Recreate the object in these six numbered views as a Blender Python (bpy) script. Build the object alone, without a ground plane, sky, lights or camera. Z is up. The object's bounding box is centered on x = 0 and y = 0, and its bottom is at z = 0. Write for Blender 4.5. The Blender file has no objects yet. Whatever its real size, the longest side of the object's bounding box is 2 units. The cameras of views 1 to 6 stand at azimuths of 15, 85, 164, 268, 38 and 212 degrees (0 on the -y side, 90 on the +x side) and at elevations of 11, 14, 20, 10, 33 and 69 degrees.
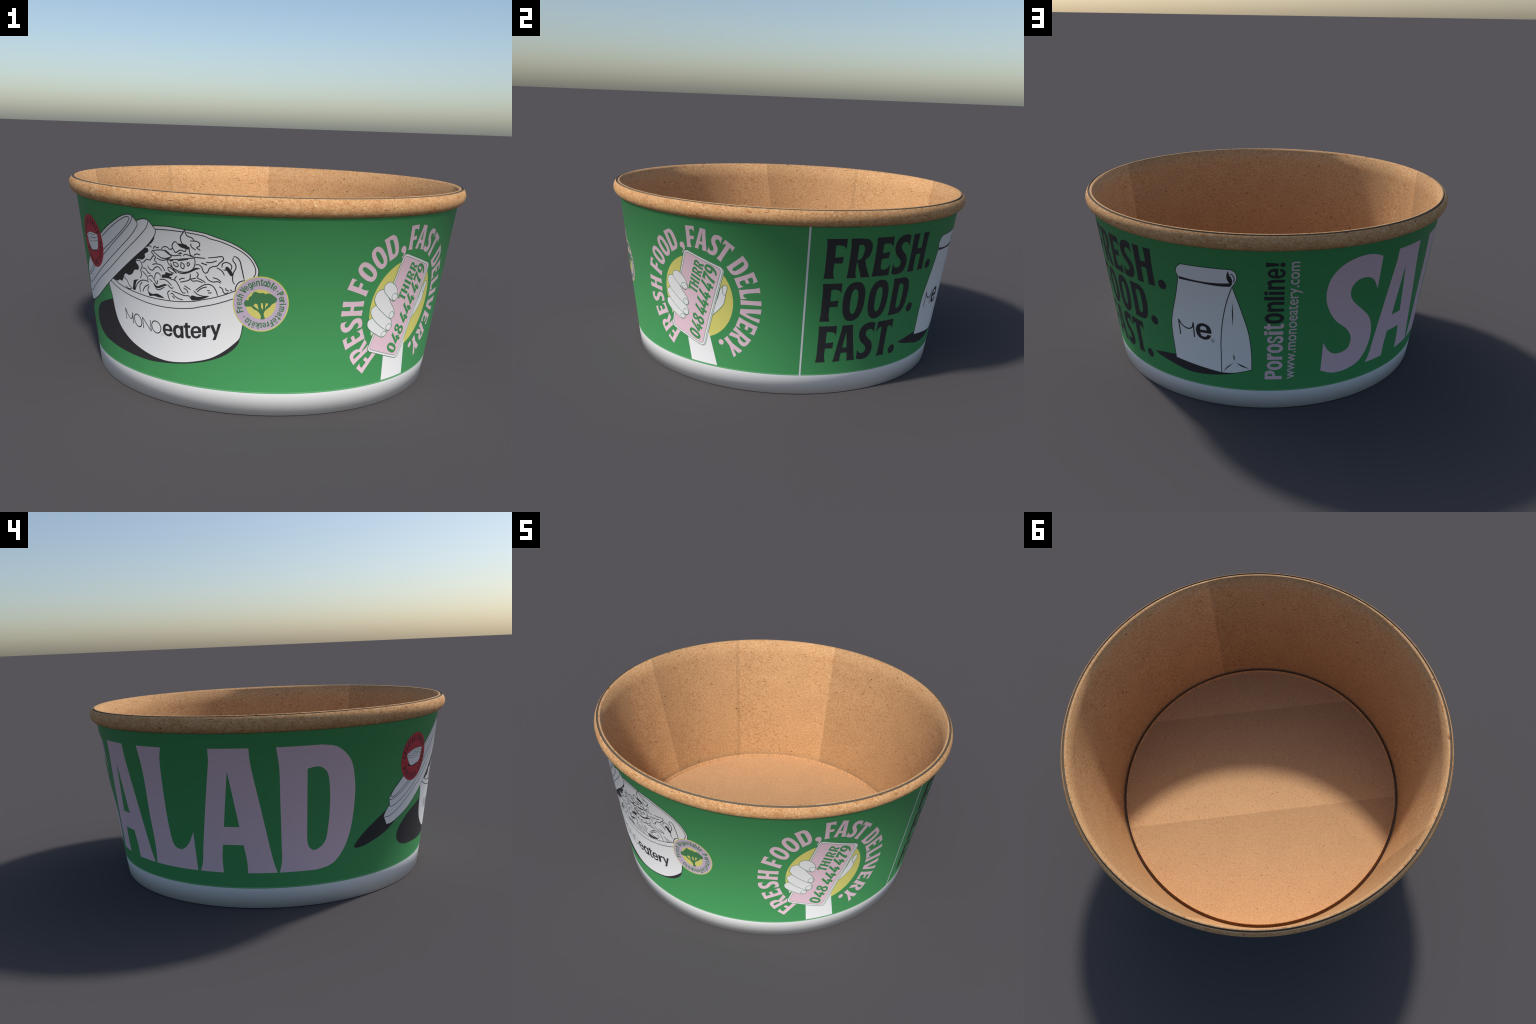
"""A round take-away food bowl of kraft paper: green printed sleeve, white foot band,
rolled kraft rim, kraft inside with a raised-lip floor, and the printed artwork
(lettering, badges, drawings) laid on the sleeve as thin layers of ink."""
import math
import bpy
import bmesh
from mathutils import Vector

# ----------------------------------------------------------------------------- sizes
FOOT_RADIUS, FLARE = 0.853, 0.1302          # outer radius at the ground, widening per metre of height
PAPER = 0.0094                              # thickness of the wall
BAND_TOP, SLEEVE_TOP = 0.1035, 0.861        # white foot band ends / sleeve goes under the rim
RIM_Z, TOP = 0.907, 0.9432
ART = 920.0                                 # artwork units per radian round the bowl
SQUEEZE = 0.953                             # round motifs are this much narrower in artwork units
SEGMENTS = 720
COLUMN = ART * math.radians(0.5)            # artwork is cut into half degree columns to bend it
INK = 0.00014                               # thickness of one ink layer

SLOPE = math.atan(FLARE)


def wall_radius(z):
    return FOOT_RADIUS + FLARE * z


def tilted(angle):
    return (math.cos(angle), -math.sin(angle))


# downward lean of the smooth shading along the wall: foot edge, band edge, under the rim
LEAN = [(0.0, math.radians(53)), (BAND_TOP, math.radians(3)), (SLEEVE_TOP, math.radians(34))]


def wall_normal(az, z):
    for (z0, a0), (z1, a1) in zip(LEAN, LEAN[1:]):
        if z <= z1 or z1 == SLEEVE_TOP:
            k = min(1.0, max(0.0, (z - z0) / (z1 - z0)))
            h0, v0 = tilted(a0)
            h1, v1 = tilted(a1)
            h, v = h0 + k * (h1 - h0), v0 + k * (v1 - v0)
            return Vector((h * math.sin(az), -h * math.cos(az), v)).normalized()


# ------------------------------------------------------------------------- materials
def srgb(r, g, b):
    def lin(c):
        c /= 255.0
        return c / 12.92 if c <= 0.04045 else ((c + 0.055) / 1.055) ** 2.4
    return (lin(r), lin(g), lin(b), 1.0)


class Nodes:
    """Small helper to write node graphs as expressions."""

    def __init__(self, name):
        self.mat = bpy.data.materials.new(name)
        self.mat.use_nodes = True
        self.tree = self.mat.node_tree
        self.bsdf = self.tree.nodes["Principled BSDF"]

    def put(self, socket, value):
        if isinstance(value, bpy.types.NodeSocket):
            self.tree.links.new(value, socket)
        else:
            socket.default_value = value

    def node(self, kind, inputs=(), out=0, **props):
        n = self.tree.nodes.new("ShaderNode" + kind)
        for k, v in props.items():
            setattr(n, k, v)
        for k, v in dict(inputs).items():
            self.put(n.inputs[k], v)
        return n.outputs[out]

    def math(self, op, a, b=0.0, c=0.0):
        return self.node("Math", {0: a, 1: b, 2: c}, operation=op)

    def mix(self, fac, a, b, blend="MIX"):
        n = self.tree.nodes.new("ShaderNodeMix")
        n.data_type, n.blend_type = "RGBA", blend
        for i, v in ((0, fac), (6, a), (7, b)):
            self.put(n.inputs[i], v)
        return n.outputs[2]

    def ramp(self, fac, stops):
        n = self.tree.nodes.new("ShaderNodeValToRGB")
        e = n.color_ramp.elements
        e[0].position, e[0].color = stops[0]
        e[1].position, e[1].color = stops[-1]
        for p, c in stops[1:-1]:
            e.new(p).color = c
        self.put(n.inputs[0], fac)
        return n.outputs[0]

    def noise(self, vec, scale, detail=2.0, rough=0.5):
        return self.node("TexNoise", {"Vector": vec, "Scale": scale, "Detail": detail, "Roughness": rough})

    def vec(self, x, y, z):
        return self.node("CombineXYZ", {0: x, 1: y, 2: z})

    def finish(self, colour, rough=0.7, spec=0.25, bump=None, strength=0.1, distance=0.002):
        self.put(self.bsdf.inputs["Base Color"], colour)
        self.put(self.bsdf.inputs["Roughness"], rough)
        self.put(self.bsdf.inputs["Specular IOR Level"], spec)
        if bump is not None:
            n = self.node("Bump", {"Height": bump, "Strength": strength, "Distance": distance})
            self.put(self.bsdf.inputs["Normal"], n)
        return self.mat


GREY = lambda v: (v, v, v, 1.0)


def ink(name, rgb, rough=0.55):
    """Printed colour with a trace of paper grain."""
    g = Nodes(name)
    pos = g.node("TexCoord", out=3)
    grain = g.noise(pos, 260.0, 3.0)
    tone = g.ramp(grain, [(0.3, GREY(0.985)), (0.7, GREY(1.0))])
    return g.finish(g.mix(1.0, srgb(*rgb), tone, "MULTIPLY"), rough, 0.3)


def kraft(name, around=True, fine=1.0, stretch=1.0, base=(211, 162, 112), seams=(), floor_bands=False, cloudy=0.05, fibrous=1.0, worn=0.0):
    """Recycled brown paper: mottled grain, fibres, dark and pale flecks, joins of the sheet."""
    g = Nodes(name)
    pos = g.node("TexCoord", out=3)
    sep = g.tree.nodes.new("ShaderNodeSeparateXYZ")
    g.put(sep.inputs[0], pos)
    x, y, z = sep.outputs
    az = g.math("ARCTAN2", x, g.math("MULTIPLY", y, -1.0))
    if around:
        flat = g.vec(g.math("MULTIPLY", az, 0.92 / stretch), z, g.math("MULTIPLY", y, 0.02))
    else:
        flat = pos
    grain = g.noise(flat, 120.0 * fine, 3.0, 0.6)
    col = g.ramp(grain, [(0.30, srgb(*[c * k for c, k in zip(base, (0.93, 0.89, 0.84))])), (0.5, srgb(*base)),
                         (0.70, srgb(*[min(255, c * k) for c, k in zip(base, (1.05, 1.08, 1.12))]))])
    # short fibres lying in several directions, some dark, some pale
    for turned, seed in ((0.35, 0.0), (-0.55, 7.3), (1.4, 3.1)):
        lay = g.node("Mapping", {0: flat, 1: (seed, seed, 0.0), 2: (0.0, 0.0, turned)})
        lay = g.node("Mapping", {0: lay, 3: (0.45, 1.25, 1.0)})
        strand = g.noise(lay, 125.0 * fine, 1.0, 0.5)
        tint = g.ramp(strand, [(0.24, srgb(228, 206, 182)), (0.42, srgb(248, 247, 246)), (0.58, srgb(248, 248, 248)), (0.76, srgb(255, 255, 255))])
        col = g.mix(fibrous, col, g.mix(1.0, col, tint, "MULTIPLY"))
    col = g.mix(1.0, col, GREY(1.0 + 0.09 * fibrous), "MULTIPLY")
    cloud = g.noise(flat, 7.0, 3.0, 0.55)
    col = g.mix(1.0, col, g.ramp(cloud, [(0.35, GREY(1.0 - cloudy)), (0.65, GREY(1.02))]), "MULTIPLY")
    if worn:  # rubbed paper: browner patches and pale flakes
        patch = g.noise(flat, 38.0, 3.0, 0.65)
        col = g.mix(worn, col, g.mix(1.0, col, g.ramp(patch, [(0.32, srgb(222, 200, 176)), (0.5, srgb(248, 246, 243)), (0.64, srgb(255, 255, 255))]), "MULTIPLY"))
        flake = g.noise(flat, 85.0, 2.0, 0.6)
        col = g.mix(g.math("MULTIPLY", worn, g.ramp(flake, [(0.58, GREY(0.0)), (0.70, GREY(0.55))])), col, srgb(238, 206, 170))
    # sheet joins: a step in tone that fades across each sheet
    if seams:
        deg = g.math("MULTIPLY", az, 180.0 / math.pi)
        deg = g.math("ADD", deg, g.math("MULTIPLY", g.math("LESS_THAN", deg, 50.0), 360.0))
        slant = g.math("MULTIPLY_ADD", z, 8.3, 266.0)
        tone = None
        for lo, hi in seams:
            lo, hi = (slant if e is None else e for e in (lo, hi))
            k = g.math("DIVIDE", g.math("SUBTRACT", deg, lo), g.math("SUBTRACT", hi, lo))
            inside = g.math("MULTIPLY", g.math("GREATER_THAN", k, 0.0), g.math("LESS_THAN", k, 1.0))
            part = g.math("MULTIPLY", inside, g.math("MULTIPLY_ADD", k, -0.22, 1.11))
            tone = part if tone is None else g.math("ADD", tone, part)
        lap = g.math("MULTIPLY", g.math("GREATER_THAN", deg, 233.5), g.math("LESS_THAN", deg, 235.0))
        tone = g.math("SUBTRACT", tone, g.math("MULTIPLY", lap, 0.12))
        grey = g.node("CombineColor", {0: tone, 1: tone, 2: tone})
        col = g.mix(1.0, col, grey, "MULTIPLY")
    if floor_bands:
        d = g.math("ADD", g.math("MULTIPLY", x, -0.642), g.math("MULTIPLY", y, 0.767))
        k = g.math("FRACT", g.math("DIVIDE", g.math("ADD", d, 0.546 + 1.39), 0.695))
        tone = g.math("MULTIPLY_ADD", k, 0.19, 0.905)
        col = g.mix(1.0, col, g.node("CombineColor", {0: tone, 1: tone, 2: tone}), "MULTIPLY")
    # flecks: sparse dark specks, short brown fibres, pale dots
    for scale, size, share, tint, squash in ((14.0, 0.075, 0.66, (58, 48, 42), 1.0), (50.0, 0.14, 0.975, (128, 88, 56), 1.0),
                                             (44.0, 0.12, 0.94, (244, 218, 190), 1.0), (13.0, 0.14, 0.72, (128, 76, 38), 5.0)):
        v = g.tree.nodes.new("ShaderNodeTexVoronoi")
        src = flat if squash == 1.0 else g.node("Mapping", {0: flat, 2: (0.0, 0.0, 0.35), 3: (1.0, squash, 1.0)})
        warp = g.mix(0.0025, src, g.node("TexNoise", {"Vector": flat, "Scale": 220.0}, out=1), "LINEAR_LIGHT")
        g.put(v.inputs["Vector"], warp)
        g.put(v.inputs["Scale"], scale * fine)
        pick = g.node("TexWhiteNoise", {"Vector": v.outputs["Position"]}, out=0, noise_dimensions="3D")
        spot = g.math("MULTIPLY", g.math("LESS_THAN", v.outputs["Distance"], size), g.math("GREATER_THAN", pick, share))
        col = g.mix(g.math("MULTIPLY", spot, 0.8), col, srgb(*tint))
    return g.finish(col, 0.85, 0.15, grain, 0.12, 0.002)


def cut_edge(name, base):
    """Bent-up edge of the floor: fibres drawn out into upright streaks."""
    g = Nodes(name)
    sep = g.tree.nodes.new("ShaderNodeSeparateXYZ")
    g.put(sep.inputs[0], g.node("TexCoord", out=3))
    x, y, z = sep.outputs
    az = g.math("ARCTAN2", x, g.math("MULTIPLY", y, -1.0))
    streak = g.noise(g.vec(az, g.math("MULTIPLY", z, 0.02), 0.0), 130.0, 3.0, 0.6)
    col = g.ramp(streak, [(0.28, srgb(*[c * 0.80 for c in base])), (0.5, srgb(*base)), (0.72, srgb(*[min(255, c * 1.12) for c in base]))])
    return g.finish(col, 0.85, 0.15)


# ---------------------------------------------------------------------------- meshes
ROOT = bpy.data.objects.new("paper_bowl", None)
bpy.context.collection.objects.link(ROOT)
ROOT["label"] = "round kraft paper salad bowl with green printed sleeve"
ROOT["category"] = "food bowl"


def add_part(name, verts, faces, material, parent=None, normals=None, kind=None):
    me = bpy.data.meshes.new(name)
    me.from_pydata(verts, [], faces)
    me.polygons.foreach_set("use_smooth", [True] * len(me.polygons))
    me.materials.append(material)
    me.update()
    if normals is not None:
        me.normals_split_custom_set_from_vertices(normals)
    ob = bpy.data.objects.new(name, me)
    bpy.context.collection.objects.link(ob)
    ob.parent = parent or ROOT
    if kind:
        ob["kind"] = kind
    return ob


def turn(name, profile, material, normal=None, closed=False, sharp=None):
    """Surface of revolution; profile runs so that the outside lies to its right."""
    n, rings = SEGMENTS, len(profile)
    verts, faces, normals = [], [], []
    for r, z in profile:
        for i in range(n):
            a = 2 * math.pi * i / n
            verts.append((r * math.sin(a), -r * math.cos(a), z))
            if normal:
                h, v = normal(r, z)
                normals.append(Vector((h * math.sin(a), -h * math.cos(a), v)).normalized())
    for j in range(rings if closed else rings - 1):
        k = (j + 1) % rings
        for i in range(n):
            m = (i + 1) % n
            faces.append((j * n + i, j * n + m, k * n + m, k * n + i))
    ob = add_part(name, verts, faces, material, normals=normals or None)
    if sharp is not None:
        ob.data.set_sharp_from_angle(angle=math.radians(sharp))
    return ob


# ------------------------------------------------------------------ artwork machinery
def on_wall(s, t, lift):
    az, z = s / ART, t / 1000.0
    r = wall_radius(z) + lift
    return (r * math.sin(az), -r * math.cos(az), z)


def read(text):
    """'x,y x,y!' -> [((x, y), is_corner)]; unmarked points are smooth spline points."""
    pts = []
    for word in text.split():
        corner = word.endswith("!")
        x, y = word.rstrip("!").split(",")
        pts.append(((float(x), float(y)), corner))
    return pts


def catmull(p0, p1, p2, p3, steps):
    def knot(a, b):
        return max(1e-6, math.dist(a, b) ** 0.5)
    t1 = knot(p0, p1)
    t2 = t1 + knot(p1, p2)
    t3 = t2 + knot(p2, p3)
    out = []
    for i in range(steps):
        t = t1 + (t2 - t1) * i / steps

        def mixp(a, b, ta, tb):
            k = (t - ta) / (tb - ta)
            return (a[0] + (b[0] - a[0]) * k, a[1] + (b[1] - a[1]) * k)
        a1, a2, a3 = mixp(p0, p1, 0, t1), mixp(p1, p2, t1, t2), mixp(p2, p3, t2, t3)
        b1, b2 = mixp(a1, a2, 0, t2), mixp(a2, a3, t1, t3)
        out.append(mixp(b1, b2, t1, t2))
    return out


def curve_points(pts, closed, fine=6.0):
    """Sample a chain of corner and smooth points."""
    n = len(pts)
    out = []
    for i in range(n if closed else n - 1):
        (p1, c1), (p2, c2) = pts[i], pts[(i + 1) % n]
        if c1 and c2:
            out.append(p1)
            continue
        p0 = pts[i - 1][0] if (closed or i > 0) and not c1 else (2 * p1[0] - p2[0], 2 * p1[1] - p2[1])
        p3 = pts[(i + 2) % n][0] if (closed or i + 2 < n) and not c2 else (2 * p2[0] - p1[0], 2 * p2[1] - p1[1])
        out += catmull(p0, p1, p2, p3, max(2, min(14, int(math.dist(p1, p2) / fine) + 1)))
    if not closed:
        out.append(pts[-1][0])
    return out


def outline(text, fine=6.0):
    return curve_points(read(text), True, fine)


class Print:
    """Collects ink areas and strokes of one colour, then bends them onto the wall."""

    def __init__(self, name, material, layer):
        self.name, self.material, self.lift = name, material, INK * layer
        self.verts, self.faces, self.count = [], [], 0

    def add(self, flat, faces):
        base = len(self.verts)
        self.count += 1
        lift = self.lift + 2e-6 * (self.count % 30)
        for s, t in flat:
            self.verts.append(on_wall(s, t, lift) + (s / ART, t / 1000.0))
        self.faces += [tuple(base + i for i in f) for f in faces]
        return self

    def add_mesh(self, me, place=lambda x, y: (x, y)):
        """Flat mesh -> placed, cut into columns -> added."""
        bm = bmesh.new()
        bm.from_mesh(me)
        for v in bm.verts:
            x, y = place(v.co.x, v.co.y)
            v.co = (x, y, 0.0)
        lo = min(v.co.x for v in bm.verts)
        hi = max(v.co.x for v in bm.verts)
        for k in range(math.ceil(lo / COLUMN), math.floor(hi / COLUMN) + 1):
            bmesh.ops.bisect_plane(bm, geom=bm.verts[:] + bm.edges[:] + bm.faces[:], dist=1e-4,
                                   plane_co=(k * COLUMN, 0, 0), plane_no=(1, 0, 0))
        bmesh.ops.triangulate(bm, faces=bm.faces[:])
        bm.normal_update()
        bm.verts.index_update()
        flat = [(v.co.x, v.co.y) for v in bm.verts]
        faces = []
        for f in bm.faces:
            ids = [v.index for v in f.verts]
            faces.append(ids if f.normal.z > 0 else ids[::-1])
        bm.free()
        return self.add(flat, faces)

    def area(self, contours, place=lambda x, y: (x, y)):
        """Fill closed contours (inner ones are holes)."""
        cu = bpy.data.curves.new("outline", "CURVE")
        cu.dimensions, cu.fill_mode = "2D", "BOTH"
        for pts in contours:
            sp = cu.splines.new("POLY")
            sp.points.add(len(pts) - 1)
            for p, q in zip(sp.points, pts):
                p.co = (q[0], q[1], 0.0, 1.0)
            sp.use_cyclic_u = True
        ob = bpy.data.objects.new("outline", cu)
        me = ob.to_mesh()
        self.add_mesh(me, place)
        ob.to_mesh_clear()
        bpy.data.objects.remove(ob)
        bpy.data.curves.remove(cu)
        return self

    def shape(self, text, place=lambda x, y: (x, y), fine=6.0):
        return self.area([outline(part, fine) for part in text.split("/")], place)

    def oval(self, cx, cy, r, hole=0.0, steps=120):
        def ring(q):
            return [(cx + SQUEEZE * q * math.cos(2 * math.pi * i / steps), cy + q * math.sin(2 * math.pi * i / steps)) for i in range(steps)]
        return self.area([ring(r)] + ([ring(hole)] if hole else []))

    def stroke(self, pts, width, closed=False, taper=0.0):
        """Pen line of the given width; taper thins its ends."""
        keep = [pts[0]]
        for p in pts[1:] + ([pts[0]] if closed else []):
            q, d = keep[-1], math.dist(p, keep[-1])
            if d > 0.4:
                m = int(d / 7.0) + 1
                keep += [(q[0] + (p[0] - q[0]) * i / m, q[1] + (p[1] - q[1]) * i / m) for i in range(1, m + 1)]
        pts, n = keep, len(keep)
        if closed and math.dist(pts[0], pts[-1]) < 0.5:
            pts, n = pts[:-1], n - 1
        flat = []
        for i, p in enumerate(pts):
            a = pts[i - 1] if (closed or i) else p
            b = pts[(i + 1) % n] if (closed or i < n - 1) else p
            dx, dy = b[0] - a[0], b[1] - a[1]
            d = math.hypot(dx, dy) or 1.0
            k = 1.0
            if taper:
                e = min(i, n - 1 - i) / max(1, n - 1)
                k = min(1.0, (1 - taper) + taper * e * 6)
            w = 0.5 * width * k
            flat += [(p[0] - dy / d * w * 1.0, p[1] + dx / d * w), (p[0] + dy / d * w, p[1] - dx / d * w)]
        m = n if closed else n - 1
        faces = [(2 * i, 2 * i + 1, 2 * ((i + 1) % n) + 1, 2 * ((i + 1) % n)) for i in range(m)]
        return self.add(flat, faces)

    def line(self, text, width, closed=False, taper=0.0, place=None):
        pts = curve_points(read(text), closed, 4.0)
        if place:
            pts = [place(*p) for p in pts]
        return self.stroke(pts, width, closed, taper)

    def finish(self, kind=None):
        pos = [v[:3] for v in self.verts]
        normals = [wall_normal(v[3], v[4]) for v in self.verts]
        return add_part(self.name, pos, self.faces, self.material, normals=normals, kind=kind)


# built-in sans serif, for the small type
def type_mesh(text, bold=0.0):
    cu = bpy.data.curves.new("type", "FONT")
    cu.body, cu.size, cu.offset, cu.resolution_u = text, 1.0, bold, 4
    ob = bpy.data.objects.new("type", cu)
    me = ob.to_mesh().copy()
    ob.to_mesh_clear()
    bpy.data.objects.remove(ob)
    bpy.data.curves.remove(cu)
    xs = [v.co.x for v in me.vertices]
    ys = [v.co.y for v in me.vertices]
    return me, (min(xs), max(xs), min(ys), max(ys))


def small_type(target, text, box, place=lambda x, y: (x, y), bold=0.0):
    """Set a string so that it just fills box = (x0, x1, y0, y1)."""
    me, (a, b, c, d) = type_mesh(text, bold)
    x0, x1, y0, y1 = box

    def fit(x, y):
        return place(x0 + (x - a) / (b - a) * (x1 - x0), y0 + (y - c) / (d - c) * (y1 - y0))
    target.add_mesh(me, fit)
    bpy.data.meshes.remove(me)


def on_ring(cx, cy, angle, radius):
    """Frame on a ring: x along the ring (clockwise), y outwards."""
    a = math.radians(angle)

    def place(x, y):
        px = x * math.cos(a) + (y + radius) * math.sin(a)
        py = -x * math.sin(a) + (y + radius) * math.cos(a)
        return (cx + SQUEEZE * px, cy + py)
    return place


# ------------------------------------------------------------- display lettering (cap height 1000)
GLYPHS = {
    "A": "0,0! 28,70 50,200 115,578! 160,830 172,900 176,1000! 476,1000! 480,900 496,791 552,473! 605,180 630,70 653,0! 412,0! 411,100 391,236! 223,236! 208,120 207,0! / 307,826! 245,384! 369,384!",
    "C": "440,760! 400,820 320,850 240,790 205,640 205,420 225,270 290,170 370,170 450,260! 452,40! 380,-10 270,-20 120,40 30,210 0,470 20,740 110,940 260,1018 370,1015 450,985!",
    "D": "0,0! 20,90 21,230 20,570 18,852 0,1000! 330,1000! 450,975 563,865 606,709 616,560 590,290 532,135 438,34 310,0! / 225,824! 309,836 371,795 401,642 394,346 365,218 279,166 235,204 223,271!",
    "E": "0,0! 18,200 25,500 20,860 5,1000! 496,1000! 504,730! 450,800 390,826 222,832! 219,595! 434,612! 419,450! 219,445! 222,250 250,175 340,160 440,200 496,290! 506,0!",
    "F": "0,0! 18,150 22,500 20,850 8,1000! 491,1000! 491,735! 440,805 360,836 233,838! 233,535! 444,550! 429,385! 229,388! 230,150 264,0!",
    "H": "0,0! 14,200 14,800 3,1000! 235,1000! 222,800 222,605! 398,605! 398,800 388,1000! 620,1000! 608,800 608,200 622,0! 388,0! 398,150 398,445! 218,445! 218,200 234,0!",
    "I": "0,0! 14,200 14,800 0,1000! 240,1000! 226,800 226,200 240,0!",
    "L": "2,0! 21,150 19,420 25,800 0,1000! 261,1000! 238,916 225,742 225,320 251,190 315,165 394,215 456,325! 456,0!",
    "O": "295,1020 460,975 565,800 592,520 560,240 450,45 290,-20 130,30 30,220 0,480 28,770 130,960 / 300,835 365,790 398,650 400,500 388,340 350,215 295,168 240,210 207,330 200,500 208,670 240,790",
    "P": "0,0! 20,200 24,550 20,870 5,1000! 300,1000! 470,950 550,800 545,640 470,470 340,400 228,390! 228,160 250,0! / 225,838! 320,830 360,760 355,640 300,560 225,545!",
    "R": "0,0! 20,200 28,550 24,870 5,1000! 300,1000! 480,955 570,830 575,690 530,540 429,449! 500,240 610,0! 372,0! 320,160 222,430! 215,160 243,0! / 222,838! 320,836 372,770 370,620 320,490 222,455!",
    "S": "465,980! 371,1015 255,1018 118,967 26,864 0,713 28,603 102,483 215,383 263,291 241,197 130,171 54,223 13,294! 11,30! 112,-10 246,-10 383,43 461,179 466,335 414,461 330,545 233,640 204,706 215,775 269,821 348,823 409,788 463,698!",
    "T": "130,0! 160,150 160,840! 90,815 30,760 -5,690! 5,1000! 545,1000! 545,715! 510,780 450,825 372,840! 372,150 395,0!",
    "U": "0,1000! 20,700 15,300 90,40 250,-20 420,30 500,250 490,700 505,1000! 330,1000! 335,600 330,300 260,165 215,280 215,700 235,1000!",
    "V": "0,1000! 245,1000! 310,560 390,270! 470,560 500,1000! 690,1000! 600,500 470,0! 230,0! 120,480!",
    "Y": "0,1000! 240,1000! 330,640! 430,1000! 610,1000! 400,420! 400,150 418,0! 165,0! 185,150 185,420!",
    ".": "120,0 205,35 240,120 205,205 120,240 35,205 0,120 35,35",
    ",": "120,240 210,200 240,100 200,-50 80,-180 30,-170! 40,-110! 100,-90 110,0! 30,40 0,130 40,210",
    "0": "280,1020 460,940 560,730 575,480 530,200 410,20 270,-20 110,50 15,260 0,520 40,800 150,980 / 285,830 345,790 378,640 375,420 345,220 285,165 230,215 200,380 200,600 230,780",
    "4": "330,1000! 545,1000! 400,700 270,420 235,340! 320,345! 345,520! 510,540! 500,345! 580,340! 590,190! 490,185! 500,0! 300,0! 310,180! 20,160! 0,300! 120,520 240,790!",
    "7": "20,1000! 560,1000! 570,880! 430,600 350,300 330,0! 90,0! 130,280 230,560 350,780! 180,790 90,740 30,640!",
    "8": "280,1020 440,980 510,850 490,700 400,560! 520,450 570,300 530,120 420,10 280,-20 120,20 20,130 0,290 50,440 170,550! 70,680 50,830 120,960 / 285,870 330,830 340,740 290,640! 220,700 205,790 235,850 / 280,430 365,350 385,240 340,150 280,130 210,160 185,240 210,350",
    "9": "270,1020 450,950 560,760 580,520 520,270 380,80 160,-20! 130,120! 280,210 350,390! 230,350 90,400 10,540 5,720 60,900 160,1000 / 280,860 350,800 375,660 350,530 280,490 215,550 195,690 220,810",
}
WIDTH = {"I": 240, "L": 456, "A": 653, "D": 616, "E": 506, "F": 491, "H": 622, "O": 592, "R": 610, "S": 466, "T": 545,
         "V": 690, "Y": 610, "C": 452, "P": 550, "U": 505, ".": 240, ",": 240, "0": 575, "4": 590, "7": 570, "8": 570, "9": 580}


# grotesque type for small print; every letter fills a 100 x 100 box that is stretched to size
OVAL = "50,100 84,88 98,68 100,50 98,32 84,12 50,0 16,12 2,32 0,50 2,68 16,88 / 50,80 64,72 70,50 64,28 50,20 36,28 30,50 36,72"
BOXED = {
    "e": "100,42! 100,58 88,86 50,100 14,86 0,50 14,14 52,0 84,10 98,32! 72,32! 66,22 50,18 34,24 28,42! / 28,59! 34,77 50,82 66,77 71,59!",
    "o": OVAL, "O": OVAL,
    "n": "0,0! 0,98! 30,98! 30,86! 45,97 62,100 88,94 100,68! 100,0! 69,0! 69,62 62,76 50,78 36,72 31,58! 31,0!",
    "r": "0,0! 0,98! 45,98! 46,80! 60,95 80,100 100,98! 100,72! 80,75 62,70 50,55! 50,0!",
    "i": "10,0! 10,76! 90,76! 90,0! / 50,82 90,85 100,91 90,98 50,100 10,98 0,91 10,85",
    "l": "0,0! 0,100! 100,100! 100,0!", "-": "0,0! 0,100! 100,100! 100,0!",
    "s": "94,70! 88,88 50,100 10,90 3,72 14,56 48,45 66,36 66,24 48,18 32,22 28,34! 0,34! 8,10 48,0 88,8 98,28 88,46 52,57 34,66 36,78 50,82 64,79 67,70!",
    "t": "22,68! 0,68! 0,84! 22,84! 26,100! 64,100! 64,84! 100,84! 100,68! 64,68! 64,30 68,18 82,15 100,17! 100,1! 75,-1 40,2 24,14 22,30!",
    "a": "72,98! 100,98! 100,0! 72,0! 72,10! 60,1 42,-2 14,12 0,50 14,88 42,102 62,98 72,88! / 52,80 66,72 73,50 66,28 52,20 36,28 29,50 36,72",
    "y": "0,100! 30,100! 53,52! 70,100! 100,100! 50,0! 20,0! 38,30!",
    "P": "0,0! 0,100! 55,100! 88,94 100,74 90,50 58,40! 38,40! 38,0! / 38,84! 54,82 62,70 54,57 38,55!",
    "!": "0,100! 100,100! 78,34! 22,34! / 50,26 88,22 100,13 88,3 50,0 12,3 0,13 12,22",
    "h": "0,0! 0,100! 30,100! 30,66! 45,74 66,76 92,70 100,52! 100,0! 69,0! 69,46 60,58 48,60 34,54 30,44! 30,0!",
    "V": "0,100! 32,100! 50,35! 68,100! 100,100! 66,0! 34,0!",
    "F": "0,0! 0,100! 100,100! 100,82! 36,82! 36,60! 90,60! 90,43! 36,43! 36,0!",
    "g": "72,98! 100,98! 100,22 88,6 50,0 14,6 6,20! 34,22! 40,15 55,14 68,18 72,30! 60,26 40,26 14,36 0,62 14,88 42,102 62,98 72,90! / 52,84 66,78 73,62 66,48 52,42 36,48 29,62 36,78",
    "b": "0,0! 0,100! 30,100! 30,70! 42,76 62,78 88,68 100,38 88,8 60,-2 40,2 28,10! 28,0! / 48,60 64,54 71,38 64,22 48,15 34,22 28,38 34,54",
    "m": "0,0! 0,98! 20,98! 20,88! 30,98 44,100 55,92 60,86! 68,97 80,100 94,94 100,72! 100,0! 80,0! 80,66 76,78 70,78 62,72 60,60! 60,0! 40,0! 40,66 36,78 30,78 22,72 20,60! 20,0!",
    "k": "0,0! 0,100! 30,100! 30,46! 64,75! 100,75! 60,42! 100,0! 65,0! 40,30! 30,22! 30,0!",
}


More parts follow.
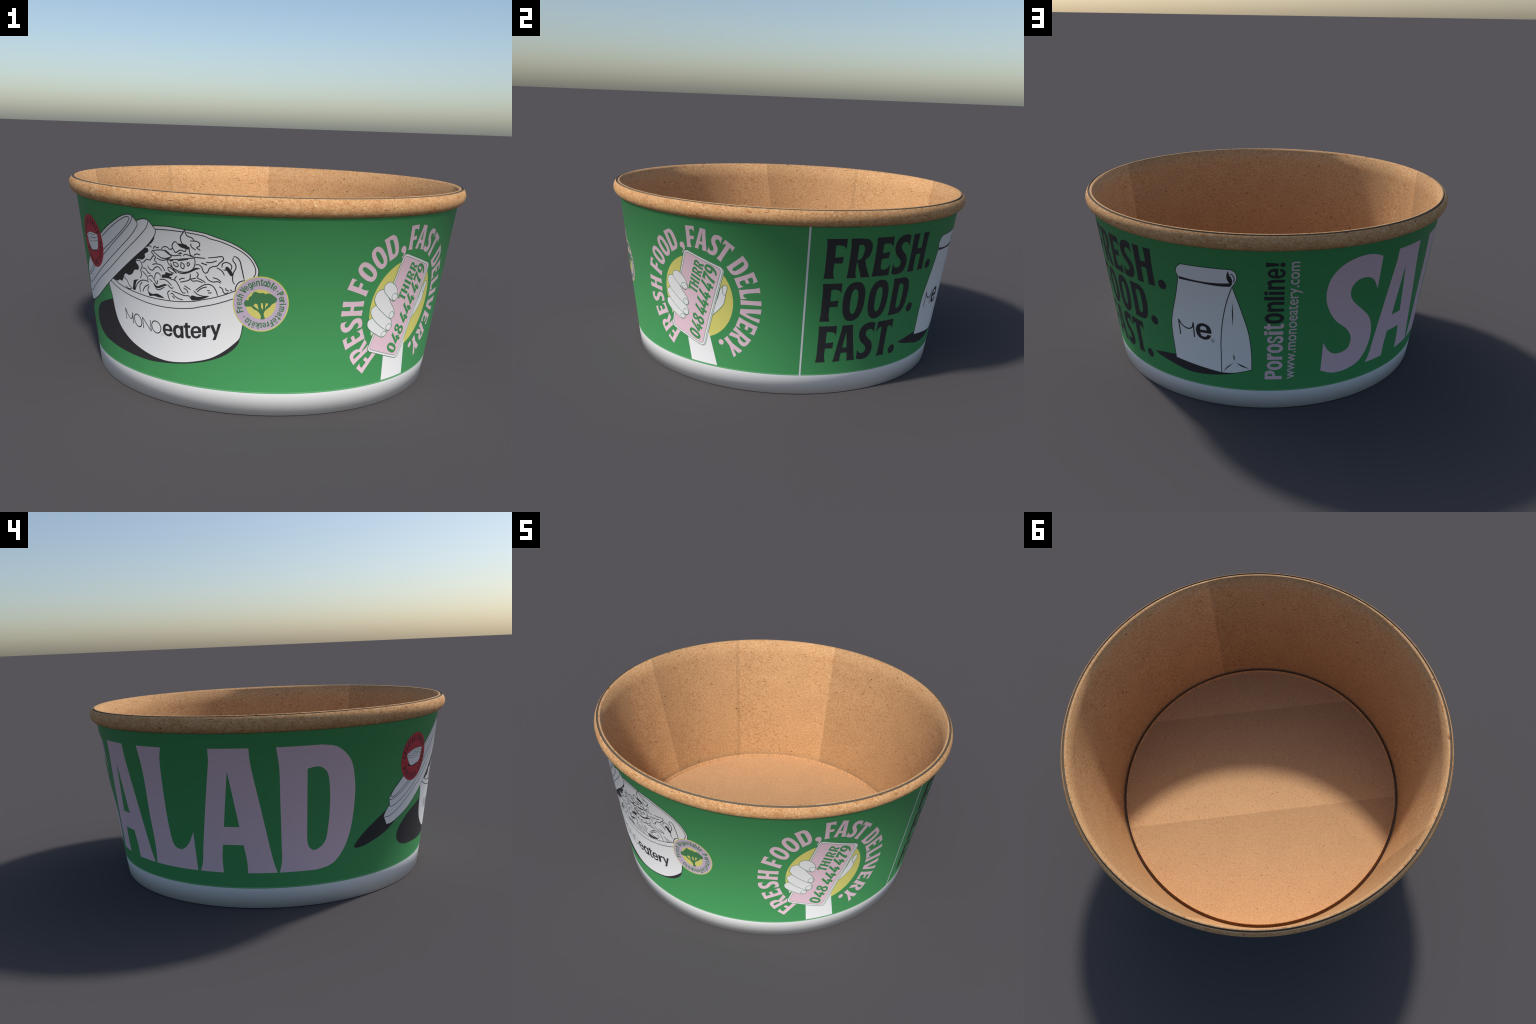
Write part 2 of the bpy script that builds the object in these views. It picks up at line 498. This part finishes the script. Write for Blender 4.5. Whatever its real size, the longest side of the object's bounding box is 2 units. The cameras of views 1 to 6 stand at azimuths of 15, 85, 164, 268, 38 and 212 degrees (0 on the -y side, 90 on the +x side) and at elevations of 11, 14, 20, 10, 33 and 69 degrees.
def boxed(target, ch, box, place=lambda x, y: (x, y)):
    x0, x1, y0, y1 = box
    if ch == "\u00eb":
        top = y0 + 0.72 * (y1 - y0)
        boxed(target, "e", (x0, x1, y0, top), place)
        for k in (0.12, 0.58):
            boxed(target, "l", (x0 + k * (x1 - x0), x0 + (k + 0.28) * (x1 - x0), y0 + 0.84 * (y1 - y0), y1), place)
        return
    target.area([[(x0 + x / 100 * (x1 - x0), y0 + y / 100 * (y1 - y0)) for x, y in curve_points(read(part), True, 5.0)]
                 for part in BOXED[ch].split("/")], place)


def glyph(target, ch, place, k):
    """Lay one display letter; k = cap height / 1000, place maps local artwork units."""
    target.area([[(x * k, y * k) for x, y in curve_points(read(part), True, 45.0)] for part in GLYPHS[ch].split("/")], place)


def shifted(dx, dy):
    return lambda x, y: (x + dx, y + dy)


# ------------------------------------------------------------------------------ inks
GREEN = ink("green_print", (73, 155, 93))
WHITE = ink("white_print", (246, 246, 246))
JOIN_GREY = ink("grey_white_print", (226, 227, 229))
BLACK = ink("black_print", (54, 53, 56))
LAVENDER = ink("lavender_print", (208, 188, 210))
BLUSH = ink("blush_print", (232, 201, 212))
PINK = ink("pink_print", (240, 207, 219))
YELLOW = ink("yellow_print", (229, 221, 122))
RED = ink("red_print", (198, 62, 74))
TREE_GREEN = ink("dark_green_print", (76, 134, 88))
PALE_GREEN = ink("pale_green_edge", (110, 182, 126))
FOOT_WHITE = ink("white_paper", (232, 232, 232))
WALL_KRAFT = kraft("kraft_wall_paper", base=(203, 161, 116), fibrous=0.95, seams=((49.99, 193.7), (193.7, None), (None, 410.01)))
FLOOR_KRAFT = kraft("kraft_floor_paper", around=False, fine=1.7, base=(202, 161, 119), floor_bands=True, cloudy=0.02, fibrous=0.45)
RIM_KRAFT = kraft("kraft_rim_paper", fine=1.2, stretch=1.3, base=(209, 164, 116), fibrous=0.9, worn=0.6)
LIP_KRAFT = cut_edge("kraft_cut_edge", (203, 158, 114))
CREASE_SHADOW = ink("rim_crease_painted_shadow", (102, 90, 75), 0.9)  # kraft darkened so groove and lip face look shadowed all round

# ------------------------------------------------------------------------------ body
sleeve_n = lambda r, z: ((lambda v: (math.hypot(v.x, v.y), v.z))(wall_normal(0.0, z)))
turn("printed_sleeve", [(wall_radius(z), z) for z in (BAND_TOP, 0.3, 0.5, 0.7, SLEEVE_TOP)], GREEN, normal=sleeve_n)
turn("foot_band", [(wall_radius(0.0), 0.0)] + [(wall_radius(z), z) for z in (0.03, 0.06, 0.085, BAND_TOP)], FOOT_WHITE, normal=sleeve_n)
turn("foot_edge", [(0.835, 0.030), (0.835, 0.0), (0.853, 0.0)], FOOT_WHITE, sharp=30)

# rolled rim: top half and bottom half of an oval, with a crease against the inner lip
roll = []
for i in range(0, 13):
    a = math.radians(50.5 - 50.5 * i / 12)
    roll.append((0.962 + 0.038 * math.cos(a), RIM_Z + 0.0405 * math.sin(a)))
for i in range(1, 17):
    a = math.radians(-90 * i / 16)
    roll.append((0.962 + 0.038 * math.cos(a) ** 1.2, RIM_Z + 0.0455 * math.sin(a)))
turn("rolled_rim", roll[::-1], RIM_KRAFT, sharp=50)
turn("rim_crease", [roll[0], (0.9840, 0.9335), (0.9795, 0.9325), (0.9765, 0.9378), (0.9752, 0.9412)], CREASE_SHADOW, sharp=30)


def inner_radius(z):
    return FOOT_RADIUS - PAPER + FLARE * z


def inner_normal(r, z):
    if z > 0.936:
        return (0.4 * (r - 0.9705) / 0.004, 1.0)
    k = min(1.0, max(0.0, (z - 0.845) / 0.09))
    return (-1.0, FLARE + 0.75 * k)


turn("inner_wall", [(0.9752, 0.9412), (0.9705, TOP), (0.9672, 0.9412), (inner_radius(0.932), 0.932),
                    (inner_radius(0.845), 0.845), (inner_radius(0.4), 0.4), (inner_radius(0.088), 0.088),
                    (inner_radius(0.088) + 0.0005, 0.04)], WALL_KRAFT, normal=inner_normal)

# floor: flat disc with an upturned lip standing clear of the wall
lip = [(0.850, 0.042), (0.838, 0.042), (0.8378, 0.097), (0.8368, 0.100), (0.8345, 0.100), (0.833, 0.098), (0.832, 0.080)]
turn("floor_lip", lip, LIP_KRAFT, sharp=35)
turn("floor_disc", [(r, 0.080) for r in (0.832, 0.6, 0.3, 0.0005)], FLOOR_KRAFT)
turn("floor_underside", [(0.0005, 0.030), (0.4, 0.030), (0.836, 0.030)], FOOT_WHITE)

# --------------------------------------------------------------------------- artwork
# thin pale line along the lower edge of the sleeve, white strip at the sleeve's join
edge = Print("sleeve_edge_line", PALE_GREEN, 1)
steps = 360
edge.add([(ART * 2 * math.pi * i / steps, t) for i in range(steps) for t in (106.2, 110.2)],
         [(2 * i, 2 * ((i + 1) % steps), 2 * ((i + 1) % steps) + 1, 2 * i + 1) for i in range(steps)])
edge.finish()
join = Print("sleeve_join_strip", JOIN_GREY, 2)
join.add([(1440.5, 103.5), (1449.5, 103.5), (1449.5, 862), (1440.5, 862)], [(0, 1, 2, 3)])
join.finish()

big = Print("dish_name_lettering", BLUSH, 1)
for ch, x in zip("SALAD", (2930, 3213, 3623, 3916, 4324)):
    glyph(big, ch, shifted(x, 184), 0.609)
big.finish()

slogan = Print("slogan_lettering", BLACK, 1)
for row, base, xs in (("FRESH", 612, (1521, 1632, 1762, 1873, 1982)), ("FOOD", 393, (1521, 1629, 1765, 1902)), ("FAST", 174, (1520, 1609, 1742, 1846))):
    for ch, x in zip(row, xs):
        glyph(slogan, ch, shifted(x, base), 0.194)
for cx, cy in ((2147, 632), (2058, 413), (1977, 195)):
    slogan.oval(cx, cy, 25)
slogan.finish()

# --- round delivery badge: letters on a ring, yellow disc, arm, phone and hand
RX, RY = 902.4, 465.0


def in_badge(x, y):
    return (RX + SQUEEZE * x, RY + y)


ring = Print("ring_lettering", PINK, 1)
for ch, angle in zip("FRESHFOODFASTDELIVERY", (-142.5, -129.3, -115, -101.8, -87.6, -69.8, -56, -41.4, -27,
                                              -2.5, 9.8, 23.3, 34.3, 52.4, 66.2, 79.2, 88.3, 99, 112.3, 126.3, 139.3)):
    frame = on_ring(RX, RY, angle, 249)
    w = WIDTH[ch] * 0.106
    glyph(ring, ch, lambda x, y: frame(x - w / 2, y), 0.106)
frame = on_ring(RX, RY, -15, 245)
glyph(ring, ",", lambda x, y: frame(x - 15, y + 2), 0.128)
px, py = on_ring(RX, RY, 148, 257)(0, 0)
ring.oval(px, py, 14.5)
ring.finish()

disc = Print("badge_disc", YELLOW, 1)
disc.oval(RX, RY, 209.5)
disc.finish()

arm = Print("arm_drawing", WHITE, 2)
arm.shape("-79,-220! 59,-150! 106,-352! -62,-352!", in_badge)
arm.shape("-188,-94! -171,-105! -178,-125!", in_badge)
arm.shape("93,-81! 129,-48 160,-9 169,32 179,77 168,85 156,78 142,62 127,18 110,-10!", in_badge)
arm.finish()

TILT = math.radians(-17.7)


def on_phone(x, y):
    c, s = math.cos(TILT), math.sin(TILT)
    return in_badge(-14 + x * c - y * s, -11.5 + x * s + y * c)


def rounded(w, h, r, n=8):
    pts = []
    for cx, cy, a0 in ((w - r, h - r, 0), (r - w, h - r, 90), (r - w, r - h, 180), (w - r, r - h, 270)):
        for i in range(n + 1):
            a = math.radians(a0 + 90 * i / n)
            pts.append((cx + r * math.cos(a), cy + r * math.sin(a)))
    return pts


case = Print("phone_case", WHITE, 3)
case.area([[(x + 3, y) for x, y in rounded(118, 225, 22)]], on_phone)
case.finish()
screen = Print("phone_screen", PINK, 4)
screen.area([rounded(104.5, 214.5, 16)], on_phone)
screen.finish()

LINE_GREEN = ink("line_green_print", (84, 134, 98))
pen = Print("phone_outline", LINE_GREEN, 4.5)
for w, h, r, dx in ((105, 215, 16, 0), (116, 226, 23, 0), (118.5, 225, 23, 4)):
    pen.stroke([on_phone(x + dx, y) for x, y in rounded(w, h, r)], 2.0, True)
pen.line("93,-81 129,-48 160,-9 169,32 179,77 168,85 156,78 142,62 127,18 110,-20", 2.4, False, place=in_badge)
pen.line("156,76 155,40 167,30", 2.4, place=in_badge)

number = Print("phone_number_lettering", GREEN, 5)


def along_phone(u, v):
    c, s = math.cos(math.radians(71)), math.sin(math.radians(71))
    return in_badge(u * c - v * s, u * s + v * c)


for ch, u in zip("THIRR", (31, 66, 97, 129, 168)):
    w = WIDTH[ch] * 0.056
    glyph(number, ch, lambda x, y: along_phone(u + x - w / 2 + 0.10 * (y - 28), y + 2), 0.056)
for ch, u in zip("048444479", (-198, -153, -108, -54, -11, 34, 86, 130, 173)):
    w = WIDTH[ch] * 0.072
    glyph(number, ch, lambda x, y: along_phone(u + x - w / 2 + 0.12 * (y - 36), y - 77), 0.072)
number.finish()

pen.finish()

# fingers from the little one up to the index finger, each lying over the one before
fingers = (("-186,-40 -210,-50 -211,-72 -192,-94 -152,-118 -110,-137 -89,-129 -84,-118 -105,-96 -165,-50", "-95,-112 -114,-116 -117,-128 -101,-137 -84,-121"),
           ("-176,17 -202,0 -198,-24 -169,-56 -114,-95 -72,-112 -57,-88 -64,-69 -82,-50 -148,5", "-70,-80 -89,-83 -94,-98 -73,-110 -57,-95"),
           ("-146,84 -180,78 -192,46 -176,16 -148,-9 -89,-50 -70,-57 -53,-41 -62,-15 -92,20 -107,42 -125,65", "-68,-23 -84,-29 -86,-44 -75,-56 -54,-47"),
           ("-84,99 -119,115 -146,101 -144,78 -125,58 -89,31 -67,24 -54,42 -62,73", "-72,61 -90,51 -80,29 -63,27 -54,45"))
for i, (finger, nail) in enumerate(fingers):
    hand = Print("finger_drawing", WHITE, 6 + 0.8 * i)
    hand.shape(finger, in_badge)
    hand.finish()
    pen = Print("finger_outline", LINE_GREEN, 6.4 + 0.8 * i)
    pen.line(finger, 2.4, True, place=in_badge)
    pen.line(nail, 2.4, True, place=in_badge)
    pen.finish()

# --- drawing of the salad bowl with its lid
FOOD_LINES = [
    "-82,792 -93,775 -102,761 -102,748 -95,733 -76,728",
    "-82,792 -79,776 -72,767 -53,761 -44,750",
    "-62,748 -32,748 -22,740 -25,729 -35,723 -32,719 -23,716 -22,711",
    "-59,737 -58,726 -39,712",
    "-117,731 -125,739 -134,734 -142,720 -140,710 -153,704 -165,712 -180,712 -193,701",
    "-139,710 -133,700 -128,693 -116,700 -105,706 -88,702 -82,705 -81,715",
    "-67,717 -66,702 -61,688 -53,687",
    "-92,682 -90,689 -78,690 -51,683 0,682",
    "-48,690 -37,697 -21,694",
    "-117,691 -106,690 -108,696 -98,690",
    "-177,700 -163,691 -152,682 -135,679 -112,684 -102,681",
    "-238,689 -208,695 -181,696 -164,686 -148,676 -168,665 -196,663 -214,672 -238,689",
    "-238,689 -243,681 -233,669 -240,663 -255,646 -272,647 -287,634 -298,628",
    "-233,669 -224,662 -232,650 -220,639",
    "-220,659 -196,653 -168,660 -148,673",
    "-169,657 -107,668 -47,679",
    "-47,679 -44,662 -53,634 -75,619 -98,614 -124,618 -147,629 -164,643 -169,657",
    "-142,651 -125,650 -118,640 -126,634 -137,639 -142,651",
    "-105,655 -92,646 -96,629 -106,633 -105,655",
    "-80,650 -74,658 -68,651 -76,642 -80,650",
    "-154,647 -141,621 -128,606",
    "-157,654 -140,659",
    "-121,660 -73,671",
    "-18,661 6,654",
    "4,666 18,665",
    "-234,697 -223,708 -214,703 -204,708",
    "-275,699 -252,707 -241,702",
    "-335,630 -315,636 -302,624 -302,610 -311,594 -308,575 -318,557",
    "-299,606 -283,604 -271,589 -258,586",
    "-303,592 -286,579 -275,566 -277,552",
    "-271,574 -252,578 -243,566 -229,544",
    "-270,620 -262,607 -246,603 -231,617 -215,622 -196,606",
    "-245,628 -223,634 -198,630 -182,608",
    "-238,567 -231,590 -217,596 -204,583",
    "-168,626 -166,615 -151,606 -139,605",
    "-168,626 -156,626 -128,605",
    "-357,499 -341,527 -316,547 -293,552 -271,548",
    "-309,541 -324,525 -326,493",
    "-272,538 -297,521 -311,499",
    "-271,532 -280,512 -272,487",
    "-419,505 -398,497 -377,499",
    "-423,546 -405,533 -392,513 -376,504",
    "-237,526 -224,521 -190,538",
    "-266,562 -251,551",
    "-222,563 -229,544",
    "-213,569 -188,571 -170,563 -155,548",
    "-161,578 -136,573 -122,555 -114,537 -103,525 -91,526",
    "-174,551 -159,538 -147,541",
    "-128,594 -138,581 -136,573",
    "-119,578 -108,586 -92,589",
    "-115,570 -95,575 -71,586 -67,600 -67,611",
    "-67,588 -43,595",
    "-67,588 -58,581 -38,584 -14,579",
    "-40,622 -32,612 -38,598 -22,591 -6,582 -4,577",
    "-164,527 -176,517 -174,498 -169,483",
    "-157,527 -130,521 -98,514 -75,514 -71,504",
    "-163,511 -154,516 -143,505 -122,496 -105,494",
    "-155,505 -144,494",
    "-96,557 -68,543",
    "-100,547 -85,538 -80,525",
    "-55,540 -40,527 -15,521 10,523",
    "11,685 41,690 68,694 73,685 66,675 57,667 47,655 26,649 14,640 7,625 -3,620 -11,628 -17,644 -29,653 -42,651",
    "2,665 24,667 46,676",
    "-19,662 6,655",
    "45,647 56,642 66,635 76,618",
    "66,649 68,664 82,672 98,667 105,657 102,642",
    "72,640 88,640",
    "111,697 122,697 136,682 143,655 154,605",
    "111,693 109,683 120,665 121,651 111,629 109,597 116,583",
    "-2,610 11,592 30,586 49,589 60,583",
    "28,604 47,600 63,588",
    "54,568 67,560 71,546 81,541 91,546",
    "79,564 84,555 94,553",
    "98,559 107,554",
    "157,602 136,594 123,577 118,554",
    "-46,543 -14,567 6,574 25,570 39,553 47,529",
    "-41,536 -20,554 3,563",
    "3,547 15,547",
    "7,537 23,539",
]
FOOD_BLACKS = [
    "-117,731 -106,733 -76,726 -64,719 -71,712 -88,714 -107,720",
    "-136,619 -116,612 -93,612 -67,622 -42,639 -20,637! -39,631 -70,615 -93,607 -116,607",
    "-203,577! -197,592! -183,594! -180,605! -164,602! -144,602! -149,594! -165,589! -153,584! -155,578! -178,579!",
    "-359,541 -326,551! -343,538 -353,514 -357,496! -373,499! -365,523",
    "-250,551! -242,547 -229,537 -206,545 -186,552 -175,548! -193,541 -223,528 -237,529",
    "-277,504! -257,498 -232,503 -210,497 -193,488! -224,488 -251,490 -272,485!",
    "-69,515 -60,519 -41,516 10,523! -2,515 -41,501 -67,499",
    "79,649 86,655 93,651 109,626 103,615 98,619 88,634",
    "-513,520! -422,587! -331,658! -269,706! -221,759! -225,740 -238,722 -264,704! -273,696 -262,695 -260,682 -280,668 -280,655 -297,642 -326,640 -335,627 -321,610 -324,595 -348,589 -362,572 -384,560 -409,563 -419,554 -425,544 -438,524! -459,526 -473,518!",
]
BOWL_BODY = [
    "-228,794! -156,798 -82,792 -21,787 4,783 49,770 104,752 148,728 182,699 202,667 210,644 208,622 194,537 152,411 146,376 138,349 113,321 70,284 10,247 -68,221 -134,207 -204,200 -279,206 -359,225 -429,253 -488,295 -514,330 -528,370 -538,439! -555,495! -438,599!",
]
BOWL_LINES = [
    "-215,781 -171,783 -123,783 -91,782",
    "-76,781 -34,777 2,771 15,765 60,755 104,739 148,716 177,690 193,664 198,646 197,629 190,617",
    "-505,523 -470,508 -416,496 -354,488 -280,481 -211,480 -148,482 -99,487 -44,497 -29,502 21,516 69,533 105,549 120,555",
    "-532,507 -479,487 -420,472 -339,459 -283,452 -198,449 -134,453 -60,464 -30,473 21,487 69,504 111,521",
]
BOWL_SHADOW = [
    "-520,428! -630,391 -682,370 -737,330 -767,289 -768,261 -742,229 -679,204 -592,195 -506,188 -402,183 -302,182 -187,194 -101,208 -6,233 70,266 113,300 135,331 140,355! -126,330!",
]
LID_SHADOW = [
    "-861,435! -937,390 -1002,347 -1048,304 -1068,276 -1061,265 -1023,265 -949,284 -864,315 -812,346 -778,372!",
]
LID_BODY = [
    "-312,805! -332,824! -339,827 -363,827 -400,815 -467,780 -536,740 -763,579 -809,542 -845,510 -863,481! -854,450! -884,412 -891,394! -865,349! -834,349 -777,367 -691,405 -601,462 -507,526 -423,585 -332,653 -269,702 -226,748 -216,768 -215,778! -228,794 -249,816! -263,818 -283,816",
]
LID_LINES = [
    "-563,705 -481,756 -407,799 -361,818 -350,814 -361,794 -393,762 -468,705 -560,647 -715,545 -760,521 -808,494 -838,486 -850,494 -833,521 -790,559",
    "-332,824 -341,801 -376,765 -444,711 -567,623 -696,542 -749,510 -806,484 -840,474 -862,476",
    "-332,824 -306,795 -316,775 -358,731 -454,656 -583,567 -741,472 -813,442 -841,438 -856,445",
    "-312,804 -306,796",
    "-248,813 -250,804 -260,784 -298,745 -387,672 -523,569 -636,502 -735,443 -821,399 -861,389 -889,391",
]
TREE = [
    "155,507 161,519 173,520! 175,532 184,538! 192,554 200,557 216,552 233,553 239,548! 250,552 261,550 273,542 284,533 287,525 282,516 267,506 259,495 240,477 236,467 237,455 242,444! 232,440 223,440! 224,454 218,466 208,476 194,483 185,493! 161,492! 156,499",
]
TREE_GAPS = [
    "192,498! 201,507! 209,504! 215,480!",
    "223,510! 229,510! 232,496 231,481! 224,491!",
    "242,510! 250,510! 251,504 243,493 240,483! 240,495",
]
CUP = [
    "-755,684! -732,695 -687,706 -608,705! -610,683 -626,637 -666,626 -698,622 -715,627 -737,651",
]
CUP_LINES = [
    "-751,680 -719,674 -666,681 -610,695",
    "-745,669 -721,663 -663,666 -614,679",
    "-741,683 -702,695 -636,699",
    "-699,681 -678,689 -652,681 -633,689",
]
CUP_SHADOW = [
    "-731,634! -736,627 -720,622 -684,618 -636,628 -626,637! -668,631!",
]
BAG_BODY = [
    "2263,764! 2243,746 2235,722 2245,698! 2239,669 2217,584 2193,509 2175,439 2171,379 2172,306 2173,232! 2429,196! 2492,201 2553,217 2584,228! 2584,316 2573,428 2542,547 2503,676! 2520,704 2525,728 2518,752 2499,764!",
]
BAG_LINES = [
    "2501,676 2474,596 2450,491 2436,379 2432,278 2429,196",
    "2511,701 2513,723 2505,739 2495,742",
]
BAG_BLACKS = [
    "2247,699! 2344,690 2438,690 2507,697! 2494,677! 2438,675 2344,681 2250,685!",
    "2488,756 2480,737 2481,713 2493,695 2504,700 2501,722 2491,738",
    "2500,599! 2502,552 2498,464! 2496,518",
    "2497,314! 2500,291 2498,272! 2494,290",
    "2496,263! 2464,231 2438,204! 2460,235",
    "2504,266! 2538,250 2574,232! 2534,243",
]
BAG_SHADOW = [
    "2020,225! 2103,241 2189,252! 2207,240! 2433,203! 2533,208! 2470,192 2406,180 2331,171 2246,170 2148,190 2067,208",
]
shade = Print("drawing_shadow", BLACK, 1)
for text in BOWL_SHADOW + LID_SHADOW + BAG_SHADOW:
    shade.shape(text)
shade.finish()

body = Print("bowl_drawing", WHITE, 2)
for text in BOWL_BODY + BAG_BODY:
    body.shape(text)
body.finish()

blacks = Print("bowl_drawing_black", BLACK, 3)
for text in FOOD_BLACKS + BAG_BLACKS:
    blacks.shape(text, fine=3.0)
for text in FOOD_LINES:
    blacks.line(text, 4.4, taper=0.2)
for text in BOWL_LINES:
    blacks.line(text, 3.8)
for text in BOWL_BODY + BAG_BODY:
    blacks.line(text, 3.4, True)
for text in BAG_LINES:
    blacks.line(text, 4.4)

lid = Print("lid_drawing", WHITE, 4)
for text in LID_BODY:
    lid.shape(text)
lid.finish()
lid_pen = Print("lid_outline", BLACK, 5)
for text in LID_LINES:
    lid_pen.line(text, 3.2)
for text in LID_BODY:
    lid_pen.line(text, 3.4, True)
lid_pen.finish()


# --- house lettering on the drawn bowl: follows a shallow sag
def sag(x, y):
    return (x, y + 5.6e-4 * (x + 200) ** 2)


for text, w in (("-437,318 -439,369! -425,345 -407,333 -397,342 -391,368!", 4.2), ("-391,368 -391,317", 4.6), ("-327,320 -328,371! -282,320! -283,372!", 4.2)):
    blacks.line(text, w, place=sag)
for cx, cy, rx, ry in ((-359, 344, 23, 28), (-251, 348, 25, 27)):
    blacks.stroke([sag(cx + rx * math.cos(a / 20 * math.pi), cy + ry * math.sin(a / 20 * math.pi)) for a in range(40)], 4.6, True)
blacks.stroke([(-221 + 6 * math.cos(a / 8 * math.pi), 320 + 6 * math.sin(a / 8 * math.pi)) for a in range(16)], 0.9, True)
for ch, x0, x1, y0, y1 in (("e", -216, -165, 318, 375), ("a", -163, -111, 318, 375), ("t", -109, -77, 319, 388), ("e", -77, -27, 318, 374),
                           ("r", -23, 12, 322, 373), ("y", 12, 61, 304, 372)):
    boxed(blacks, ch, (x0, x1, y0, y1), sag)

# monogram on the paper bag
blacks.line("2219,378 2218,463! 2232,438 2262,421 2288,430 2298,460!", 6.5)
blacks.line("2298,460 2298,378", 6.5)
boxed(blacks, "e", (2309, 2390, 374, 465))
blacks.stroke([(2394 + 10 * math.cos(a / 10 * math.pi), 375 + 10.5 * math.sin(a / 10 * math.pi)) for a in range(20)], 1.2, True)
small_type(blacks, "R", (2390, 2399, 369, 381))
blacks.finish()

# --- sauce badge
red = Print("sauce_badge", RED, 6)
red.oval(-681, 665.5, 122)
red.finish()
sauce = Print("sauce_badge_lettering", BLACK, 7)
for ch, angle in zip("SPECIALSAUCESALCESPECIALE", (-87, -74, -60, -47, -37, -25, -12, 7, 20, 33, 46, 58, 85, 98, 111, 123, 137,
                                                    157, 170, 183, 196, 206, 217, 229, 241)):
    frame = on_ring(-681, 665.5, angle, 84)
    w = WIDTH[ch] * 0.027
    glyph(sauce, ch, lambda x, y: frame(x - w / 2 + 0.15 * y, y), 0.027)
for angle in (72, -103):
    frame = on_ring(-681, 665.5, angle, 95)
    sauce.area([[frame(x, y) for x, y in ((-4, -1.5), (4, -1.5), (4, 1.5), (-4, 1.5))]])
for text in CUP_SHADOW:
    sauce.shape(text, fine=3.0)
sauce.finish()
cup = Print("sauce_cup_drawing", WHITE, 8)
for text in CUP:
    cup.shape(text, fine=3.0)
cup.finish()
cup_pen = Print("sauce_cup_outline", ink("grey_print", (120, 122, 126)), 9)
for text in CUP_LINES:
    cup_pen.line(text, 2.2)
for text in CUP:
    cup_pen.line(text, 1.8, True)
cup_pen.finish()

# --- vegetable badge
VX, VY = 222.0, 504.0
for name, mat, r, layer in (("vegetable_badge_border", YELLOW, 118, 6), ("vegetable_badge", LAVENDER, 113.5, 7), ("vegetable_badge_disc", YELLOW, 63, 8)):
    p = Print(name, mat, layer)
    p.oval(VX, VY, r)
    p.finish()
tree = Print("tree_drawing", TREE_GREEN, 9)
tree.area([outline(TREE[0], 3.0)] + [outline(t, 3.0) for t in TREE_GAPS])
LOW = "aenmrs"
for ch, angle in zip("FreshVegentable-Perimet\u00ebFresk\u00ebta-", (-110, -101, -90.5, -80, -69, -53, -43, -31, -20.5, -9, 1, 9.5, 19.5, 29, 38, 50,
                                                           60, 72, 80.5, 88, 101, 116, 126, 137, 149, 159, 168, 177.5, 187.5, 198, 208, 217.5, 231)):
    frame = on_ring(VX, VY, angle, 79)
    w = {"m": 17, "i": 5, "l": 5, "t": 8, "r": 9, "s": 10, "-": 6, "V": 14, "n": 12}.get(ch, 11.5) * 1.3
    y0, y1 = (0, 22) if ch in LOW else (-7, 22) if ch == "g" else (8, 12) if ch == "-" else (0, 28)
    boxed(tree, ch, (-w / 2, w / 2, y0, y1), frame)
tree.finish()

# --- order line and web address, reading upwards
order = Print("order_lettering", BLUSH, 1)
online = Print("online_lettering", BLACK, 1)


def upward(x, y):
    return (2735 - y, x)


for ch, t0, t1, y0, y1 in (("P", 173, 226, 0, 86), ("o", 229, 281, -2, 76), ("r", 288, 324, 0, 76), ("o", 327, 378, -2, 76), ("s", 381, 423, -2, 76),
                           ("i", 427, 450, 0, 90), ("t", 455, 489, -2, 90)):
    boxed(order, ch, (t0, t1, y0, y1), upward)
for ch, t0, t1, y0, y1 in (("O", 491, 547, -2, 88), ("n", 555, 607, 0, 76), ("l", 615, 633, 0, 90), ("i", 641, 662, 0, 90), ("n", 670, 721, 0, 76),
                           ("e", 727, 777, -2, 76), ("!", 785, 807, 0, 84)):
    boxed(online, ch, (t0, t1, y0, y1), upward)
small_type(order, "www.monoeatery.com", (173, 809, -11, 52), lambda x, y: (2806 - y, x), bold=0.006)
order.finish()
online.finish()
